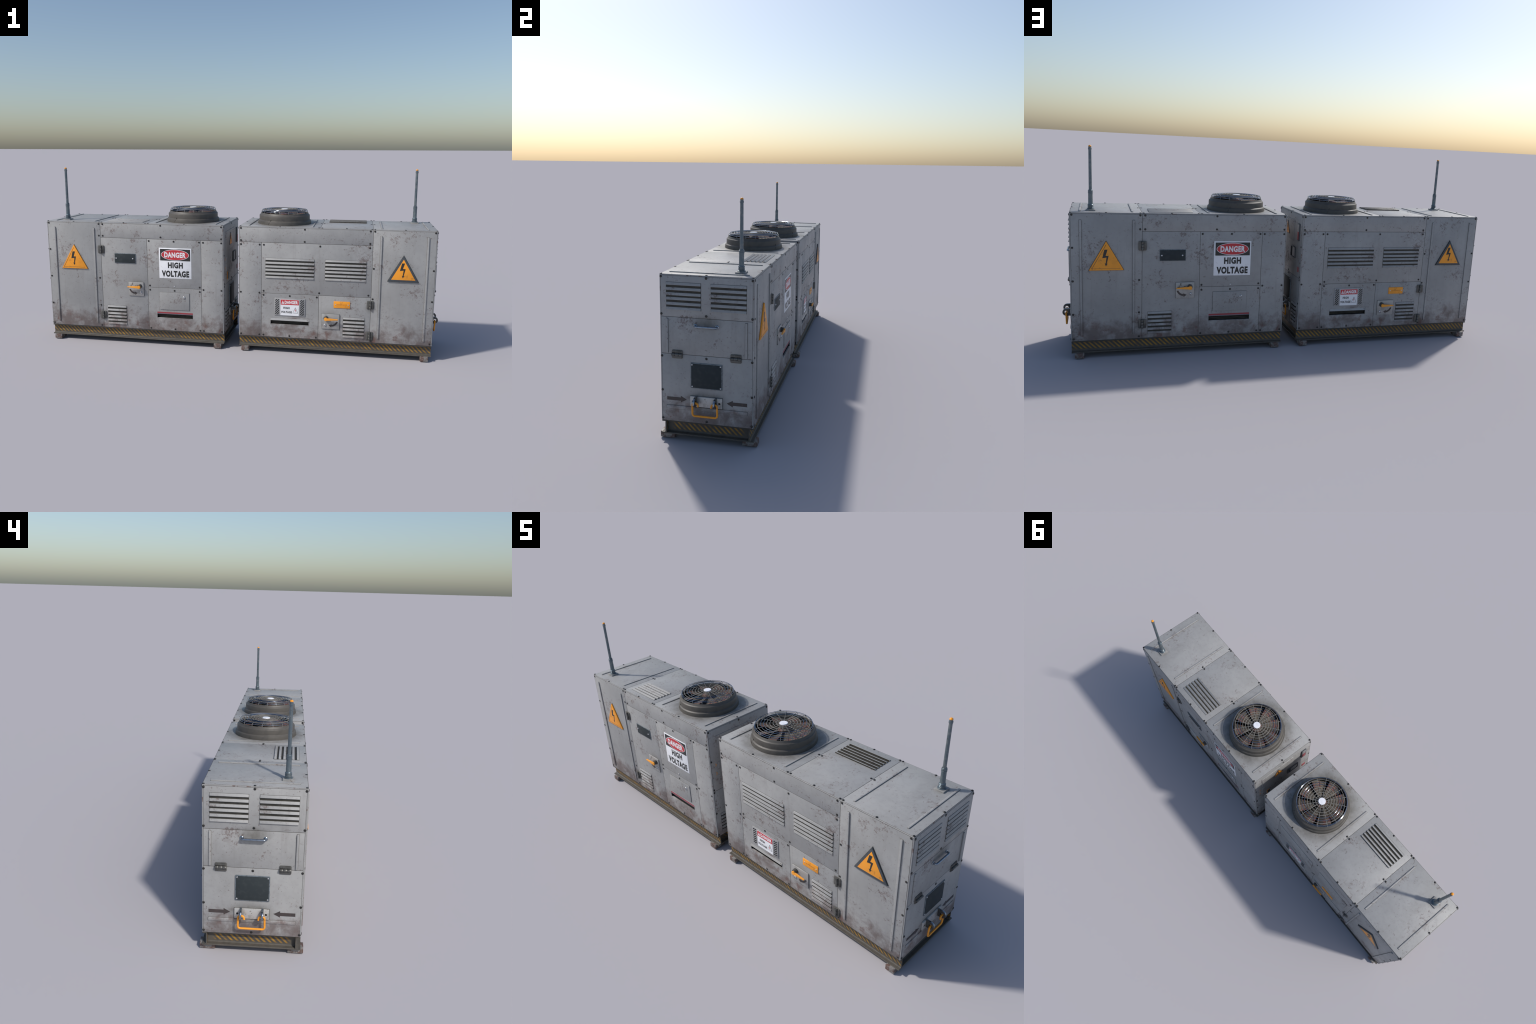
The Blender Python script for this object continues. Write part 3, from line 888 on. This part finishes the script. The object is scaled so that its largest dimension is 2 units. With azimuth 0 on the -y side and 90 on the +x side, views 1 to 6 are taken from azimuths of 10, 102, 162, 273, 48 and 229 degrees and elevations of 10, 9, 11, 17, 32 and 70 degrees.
# towing bracket with two eyes and a shackle bar
def tow(face, reach):
    base = plate('tow_bracket', face, rect(-0.0598, 0.1395, 0.0592, 0.1775), -0.0002, 0.0058, TOWPLATE, root, 0.0010)
    plate('bracket_shade_plate', face, rect(-0.0610, 0.1383, 0.0604, 0.1787), -0.0003, 0.0004, GAP, base, 0)  # dark border modelled for the shadow line round the bracket
    screws(face, [(-0.0495, 0.1585), (0.0490, 0.1585)], SCREW_ME, 'bracket_bolt', 0.0046, base)
    for s in (-1, 1):
        c, r, hole = (reach - 0.0170, 0.1635), 0.0170, 0.0068
        out, hol = [], []
        k = 24
        for i in range(k):
            a = 2 * math.pi * i / k
            hol.append((c[0] + 0.0015 + hole * math.cos(a), c[1] + hole * math.sin(a)))
            if math.cos(a) >= -1e-6:
                out.append((c[0] + r * math.cos(a), c[1] + r * math.sin(a)))
            else:       # straight cheeks running back to the plate
                t = (a - math.pi / 2) / math.pi
                if t < 0.25:
                    p = (c[0] - (c[0] - 0.003) * t / 0.25, c[1] + r)
                elif t <= 0.75:
                    p = (0.003, c[1] + r - 2 * r * (t - 0.25) / 0.5)
                else:
                    p = (0.003 + (c[0] - 0.003) * (t - 0.75) / 0.25, c[1] - r)
                out.append(p)
        bm = bmesh.new()
        th = 0.0034
        loops = [[bm.verts.new((s * 0.0370 + d, q[1], q[0])) for q in loop] for loop in (out, hol) for d in (-th, th)]
        o0, o1, h0, h1 = loops
        for i in range(k):
            j = (i + 1) % k
            bm.faces.new((o0[i], o0[j], h0[j], h0[i]))
            bm.faces.new((o1[i], h1[i], h1[j], o1[j]))
            bm.faces.new((o0[i], o1[i], o1[j], o0[j]))
            bm.faces.new((h0[i], h0[j], h1[j], h1[i]))
        bmesh.ops.recalc_face_normals(bm, faces=bm.faces)
        rim = [e for e in bm.edges if len({v in o0 or v in h0 for v in e.verts}) == 1 and
               (all(v in o0 for v in e.verts) or all(v in o1 for v in e.verts))]
        bmesh.ops.bevel(bm, geom=rim, offset=0.0012, segments=2, profile=0.5, affect='EDGES')
        for f in bm.faces:
            if abs(f.normal.x) < 0.6:
                f.material_index = 1
        bm.transform(frame(face, 0, 0))
        add('eye_lug', to_mesh(bm, 'eye_lug', 35), [LUG, CHROME], base)
    n = reach - 0.0155
    pts = [(-0.0240, 0.1480, n + 0.001), (-0.0270, 0.1605, n), (-0.0450, 0.1600, n), (-0.0462, 0.1115, n - 0.002),
           (0.0462, 0.1115, n - 0.002), (0.0450, 0.1600, n), (0.0270, 0.1605, n), (0.0240, 0.1480, n + 0.001)]
    path = rounded_path([on(face, *p) for p in pts], 0.0105, 6)
    add('shackle_bar', to_mesh(tube_bm(path, 0.0036, 12), 'shackle_bar'), ORANGE, base)


tow('outer', 0.0392)
tow('inner', 0.0355)

# ------------------------------------------------------------------- inner end
door = plate('control_door', 'inner', rect(-0.1285, 0.4838, 0.0635, 0.5822), -0.0002, 0.0026, PAINT, root, 0.0008)
tri = [(-0.0320, 0.5685), (-0.0605, 0.5065), (0.0005, 0.5065)]
plate('warning_label', 'inner', tri, 0.0024, 0.0048, SIGN_RIM, door, 0.0006)
plate('label_field', 'inner', [(-0.0320, 0.5625), (-0.0562, 0.5092), (-0.0040, 0.5092)], 0.0046, 0.0053, ORANGE, door, 0)
plate('lightning_symbol', 'inner', bolt((-0.0315, 0.5735), 0.56), 0.0052, 0.0058, INK, door, 0)
gauge = plate('level_gauge', 'inner', round_rect(0.1120, 0.4935, 0.1415, 0.5730, 0.004, 3), -0.0002, 0.0050, SIGN_RIM, root, 0.0010)
plate('gauge_glass', 'inner', rect(0.1165, 0.5345, 0.1370, 0.5685), 0.0046, 0.0056, SIGNPLATE, gauge, 0.0003)
plate('gauge_red', 'inner', rect(0.1165, 0.4980, 0.1370, 0.5345), 0.0046, 0.0058, TAPE, gauge, 0.0003)
plate('red_label', 'inner', rect(0.1275, 0.3480, 0.1490, 0.3710), -0.0002, 0.0014, TAPE, root, 0.0003)
win = plate('inspection_window', 'inner', rect(0.0310, 0.4045, 0.0960, 0.4570), -0.0002, 0.0012, OLIVE, root, 0)
joined('window_frame', 'inner', [rect(0.0310, 0.4045, 0.0345, 0.4570), rect(0.0925, 0.4045, 0.0960, 0.4570),
                                 rect(0.0345, 0.4045, 0.0925, 0.4075), rect(0.0345, 0.4540, 0.0925, 0.4570)], -0.0002, 0.0045, SIGN_RIM, win, 0.0005)
plate('window_pane', 'inner', rect(0.0500, 0.4085, 0.0920, 0.4530), 0.0010, 0.0020, SIGNPLATE, win, 0.0003)
plate('cover_strip', 'inner', rect(-0.1315, 0.3870, -0.1130, 0.4570), -0.0002, 0.0030, PAINT, root, 0.0008)
box = plate('breaker_label', 'inner', rect(-0.1010, 0.3370, -0.0840, 0.3750), -0.0002, 0.0016, ORANGE, root, 0.0003)
plate('breaker_cover', 'inner', rect(-0.0985, 0.3400, -0.0850, 0.3720), 0.0012, 0.0050, INK, box, 0.0006)
for v in (0.4040, 0.4470):
    joined('arrow_mark', 'inner', [[(-0.1460, v + 0.0065), (-0.1445, v + 0.0075), (-0.1375, v), (-0.1400, v)],
                                   [(-0.1460, v - 0.0065), (-0.1400, v), (-0.1375, v), (-0.1445, v - 0.0075)]], -0.0002, 0.0005, ORANGE, root)

# --------------------------------------------------------------------- roof fan
profile = [(0.1386, -0.0006), (0.1386, 0.0020), (0.1366, 0.0140), (0.1360, 0.0158), (0.1348, 0.0168), (0.1318, 0.0184), (0.1307, 0.0200), (0.1303, 0.0402),
           (0.1298, 0.0418), (0.1286, 0.0430), (0.1256, 0.0448), (0.1246, 0.0462), (0.1222, 0.0522), (0.1214, 0.0532), (0.1196, 0.0532),
           (0.1186, 0.0524), (0.1168, 0.0480), (0.1162, 0.0040), (0.0, 0.0040)]
profile = [(r * 0.962, z) for r, z in profile]
duct_bm = lathe_bm(profile, 96, (FAN[0], FAN[1], ZT))
for f in duct_bm.faces:
    c = f.calc_center_median()
    if math.hypot(c.x - FAN[0], c.y - FAN[1]) < 0.1172 * 0.962:
        f.material_index = 1
duct = add('fan', to_mesh(duct_bm, 'fan', 28), [DUCT, BLACK], root)

# weld seam on the collar
bm = bmesh.new()
for k, a in enumerate((-118, 62)):
    a = math.radians(a)
    pts = [(FAN[0] + 0.962 * r * math.cos(a + t), FAN[1] + 0.962 * r * math.sin(a + t), ZT + z) for r, z, t in ((0.1382, 0.002, -0.03), (0.1372, 0.012, 0.02), (0.1318, 0.019, 0.035), (0.1312, 0.026, 0.07))]
    tube_bm(pts, 0.0011, 6, bm=bm)
add('collar_weld', to_mesh(bm, 'collar_weld'), GAP, duct)

N_BLADES = 8
blade_bm = bmesh.new()
rows, cols = 6, 7
span = math.radians(42)
top_v, bot_v = [], []
for i in range(rows):
    r = 0.020 + (0.1070 - 0.020) * i / (rows - 1)
    for j in range(cols):
        t = j / (cols - 1) - 0.5
        a = span * t * (1.0 - 0.10 * i / (rows - 1)) - 0.10 * i / (rows - 1)
        z = 0.022 * t * (0.55 + 0.45 * i / (rows - 1)) + 0.002 * math.cos(t * 6)
        top_v.append(blade_bm.verts.new((r * math.cos(a), r * math.sin(a), z)))
        bot_v.append(blade_bm.verts.new((r * math.cos(a), r * math.sin(a), z - 0.0018)))
for i in range(rows - 1):
    for j in range(cols - 1):
        q = [i * cols + j, i * cols + j + 1, (i + 1) * cols + j + 1, (i + 1) * cols + j]
        blade_bm.faces.new([top_v[k] for k in q])
        blade_bm.faces.new([bot_v[k] for k in reversed(q)])
edge = [j for j in range(cols)] + [i * cols + cols - 1 for i in range(1, rows)] + [(rows - 1) * cols + j for j in range(cols - 2, -1, -1)] + [i * cols for i in range(rows - 2, 0, -1)]
for k in range(len(edge)):
    a, b = edge[k], edge[(k + 1) % len(edge)]
    blade_bm.faces.new((top_v[a], bot_v[a], bot_v[b], top_v[b]))
# a stiffening ridge pressed along the blade
tube_bm([(0.03, 0.0, 0.0012), (0.07, -0.004, 0.0012), (0.103, -0.0105, 0.0012)], 0.0012, 6, bm=blade_bm)
BLADE_ME = to_mesh(blade_bm, 'fan_blade')
for i in range(N_BLADES):
    a = 2 * math.pi * (i + 0.35) / N_BLADES
    add('fan_blade', BLADE_ME, BLADE, duct, Matrix.Translation((FAN[0], FAN[1], ZT + 0.0380)) @ Matrix.Rotation(a, 4, 'Z'))
bm = lathe_bm([(0.024, 0.010), (0.024, 0.046), (0.018, 0.0500), (0, 0.0505)], 32, (FAN[0], FAN[1], ZT))
add('fan_motor', to_mesh(bm, 'fan_motor'), BLADE, duct)

# guard: concentric wires and spokes, gently domed
def dome(r):
    return ZT + 0.0682 - 0.0036 * (r / 0.114) ** 4


SPOKES, WIRE_R = 16, 0.00105
bm, bm_b = bmesh.new(), bmesh.new()
for r in (0.0290, 0.0412, 0.0537, 0.0660, 0.0780, 0.0900, 0.1022, 0.1122):
    pts = [(FAN[0] + r * math.cos(2 * math.pi * i / 72), FAN[1] + r * math.sin(2 * math.pi * i / 72), dome(r) + 0.0010) for i in range(72)]
    tube_bm(pts, WIRE_R, 8, True, bm_b if r in (0.0780, 0.0900, 0.1122) else bm)
pts = [(FAN[0] + 0.1146 * math.cos(2 * math.pi * i / 72), FAN[1] + 0.1146 * math.sin(2 * math.pi * i / 72), ZT + 0.0598) for i in range(72)]
tube_bm(pts, WIRE_R * 1.1, 8, True, bm_b)
for i in range(SPOKES):
    a = math.radians(22.5 * i + 16.9)
    c, s = math.cos(a), math.sin(a)
    prof = [(r, dome(r) - 0.0008) for r in (0.012, 0.04, 0.07, 0.095, 0.1122)] + [(0.1144, ZT + 0.0612), (0.1152, ZT + 0.0590), (0.1160, ZT + 0.0515)]
    tube_bm([(FAN[0] + r * c, FAN[1] + r * s, z) for r, z in prof], WIRE_R, 8, bm=bm)
grille = add('fan_guard', to_mesh(bm, 'fan_guard'), WIRE, duct)
add('fan_guard_ring', to_mesh(bm_b, 'fan_guard_ring'), BLUEWIRE, duct)
bm = lathe_bm([(0.0150, 0.0655), (0.0168, 0.0665), (0.0168, 0.0692), (0.0158, 0.0704), (0, 0.0708)], 40, (FAN[0], FAN[1], ZT))
add('hub_cap', to_mesh(bm, 'hub_cap'), HUB, duct)

# ---------------------------------------------------------------------- antenna
AX, AY = 0.3785, 0.1052
antenna_base = plate('antenna', 'top', rect(AX - 0.0190, AY - 0.0190, AX + 0.0190, AY + 0.0190), -0.0002, 0.0058, PAINT, root, 0.0012)
collar = [(0.0150, 0.0056), (0.0150, 0.0085), (0.0132, 0.0098)]
for i in range(3):                                  # ribbed rubber collar
    z = 0.0100 + 0.0056 * i
    collar += [(0.0108, z), (0.0120, z + 0.0010), (0.0120, z + 0.0036), (0.0108, z + 0.0046)]
collar += [(0.0098, 0.0272), (0.0094, 0.0295), (0.0090, 0.0720), (0.0100, 0.0724), (0.0100, 0.0752), (0.0090, 0.0757), (0.0090, 0.0785),
           (0.0100, 0.0790), (0.0100, 0.0815), (0.0088, 0.0822), (0.0088, 0.0850), (0.0078, 0.0862), (0, 0.0864)]
bm = lathe_bm(collar, 28, (AX, AY, ZT))
add('antenna_socket', to_mesh(bm, 'antenna_socket', 35), ROD, antenna_base)
rod = [(0.0064, 0.080), (0.0060, 0.249), (0.0072, 0.2496), (0.0072, 0.2555), (0.0060, 0.2560), (0.0060, 0.2615), (0, 0.2615)]
bm = lathe_bm(rod, 20, (AX, AY, ZT))
add('antenna_rod', to_mesh(bm, 'antenna_rod', 35), ROD, antenna_base)
tip = [(0.0060, 0.2612)] + [(0.0060 * math.cos(t), 0.2625 + 0.0050 * math.sin(t)) for t in (0, 0.35, 0.7, 1.05, 1.3)] + [(0, 0.2675)]
bm = lathe_bm(tip, 20, (AX, AY, ZT))
add('antenna_tip', to_mesh(bm, 'antenna_tip'), ORANGE, antenna_base)

# ------------------------------------------------------------- skid frame and feet
def channel(length, web, flange, z0=0.0220, z1=0.0738, t=0.0045):
    """rolled channel lying along local x, open side towards +y"""
    prof = [(web - t, z0), (flange, z0), (flange, z0 + t * 0.75), (flange - 0.001, z0 + t)]
    for i in range(5):                              # fillet between web and flange
        a = math.radians(90 * i / 4)
        prof.append((web + 0.005 - 0.005 * math.sin(a), z0 + t + 0.005 - 0.005 * math.cos(a)))
    prof += [(web, z1 - t), (flange - 0.0025, z1 - t), (flange - 0.0025, z1 - 0.0004), (web - t, z1 - 0.0004)]
    bm = bmesh.new()
    a = [bm.verts.new((-length, y, z)) for y, z in prof]
    b = [bm.verts.new((length, y, z)) for y, z in prof]
    bm.faces.new(a)
    bm.faces.new(list(reversed(b)))
    for i in range(len(prof)):
        j = (i + 1) % len(prof)
        bm.faces.new((a[i], a[j], b[j], b[i]))
    return bm


skid = None
for key, turn in (('front', math.pi), ('back', 0.0)):
    bm = channel(0.4602, 0.1585, 0.1732)
    bm.transform(Matrix.Rotation(turn, 4, 'Z'))
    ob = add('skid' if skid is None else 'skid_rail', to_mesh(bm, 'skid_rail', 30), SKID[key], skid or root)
    skid = skid or ob
for key, turn in (('outer', -math.pi / 2), ('inner', math.pi / 2)):
    bm = channel(0.1544, 0.4415, 0.4598, z0=0.0222, z1=0.0736)
    bm.transform(Matrix.Rotation(turn, 4, 'Z'))
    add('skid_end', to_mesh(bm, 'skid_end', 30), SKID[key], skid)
bm = bmesh.new()
prism_bm(rect(-0.0187, -0.0278, 0.0187, 0.0278), 0.0, 0.0232, 0.0022, 2, bm=bm)
bm_low = [e for e in bm.edges if all(v.co.z < 1e-5 for v in e.verts)]
bmesh.ops.bevel(bm, geom=bm_low, offset=0.0015, segments=1, affect='EDGES')
FOOT_ME = to_mesh(bm, 'foot')
for sx in (-1, 1):
    for sy in (-1, 1):
        add('foot', FOOT_ME, FOOT, skid, Matrix.Translation((sx * 0.4287, sy * 0.1552, 0)))

# =================================================== hierarchy and the second unit
bpy.context.view_layer.update()
for ob, parent in UNIT:
    ob.parent = parent or root

twin = root.copy()
scene.collection.objects.link(twin)
pairs = {root: twin}
for ob, parent in UNIT:
    c = ob.copy()
    scene.collection.objects.link(c)
    pairs[ob] = c
for ob, parent in UNIT:
    pairs[ob].parent = pairs[parent or root]
root.location = (UNIT_X, 0, 0)
twin.location = (-UNIT_X, 0, 0)
twin.rotation_euler = (0, 0, math.pi)
root['label'] = 'weathered grey generator cabinet with roof fan, warning signs and antenna'
twin['label'] = 'weathered grey generator cabinet with roof fan, turned half round'
for r in (root, twin):
    r['category'] = 'power generator'
bpy.context.view_layer.update()
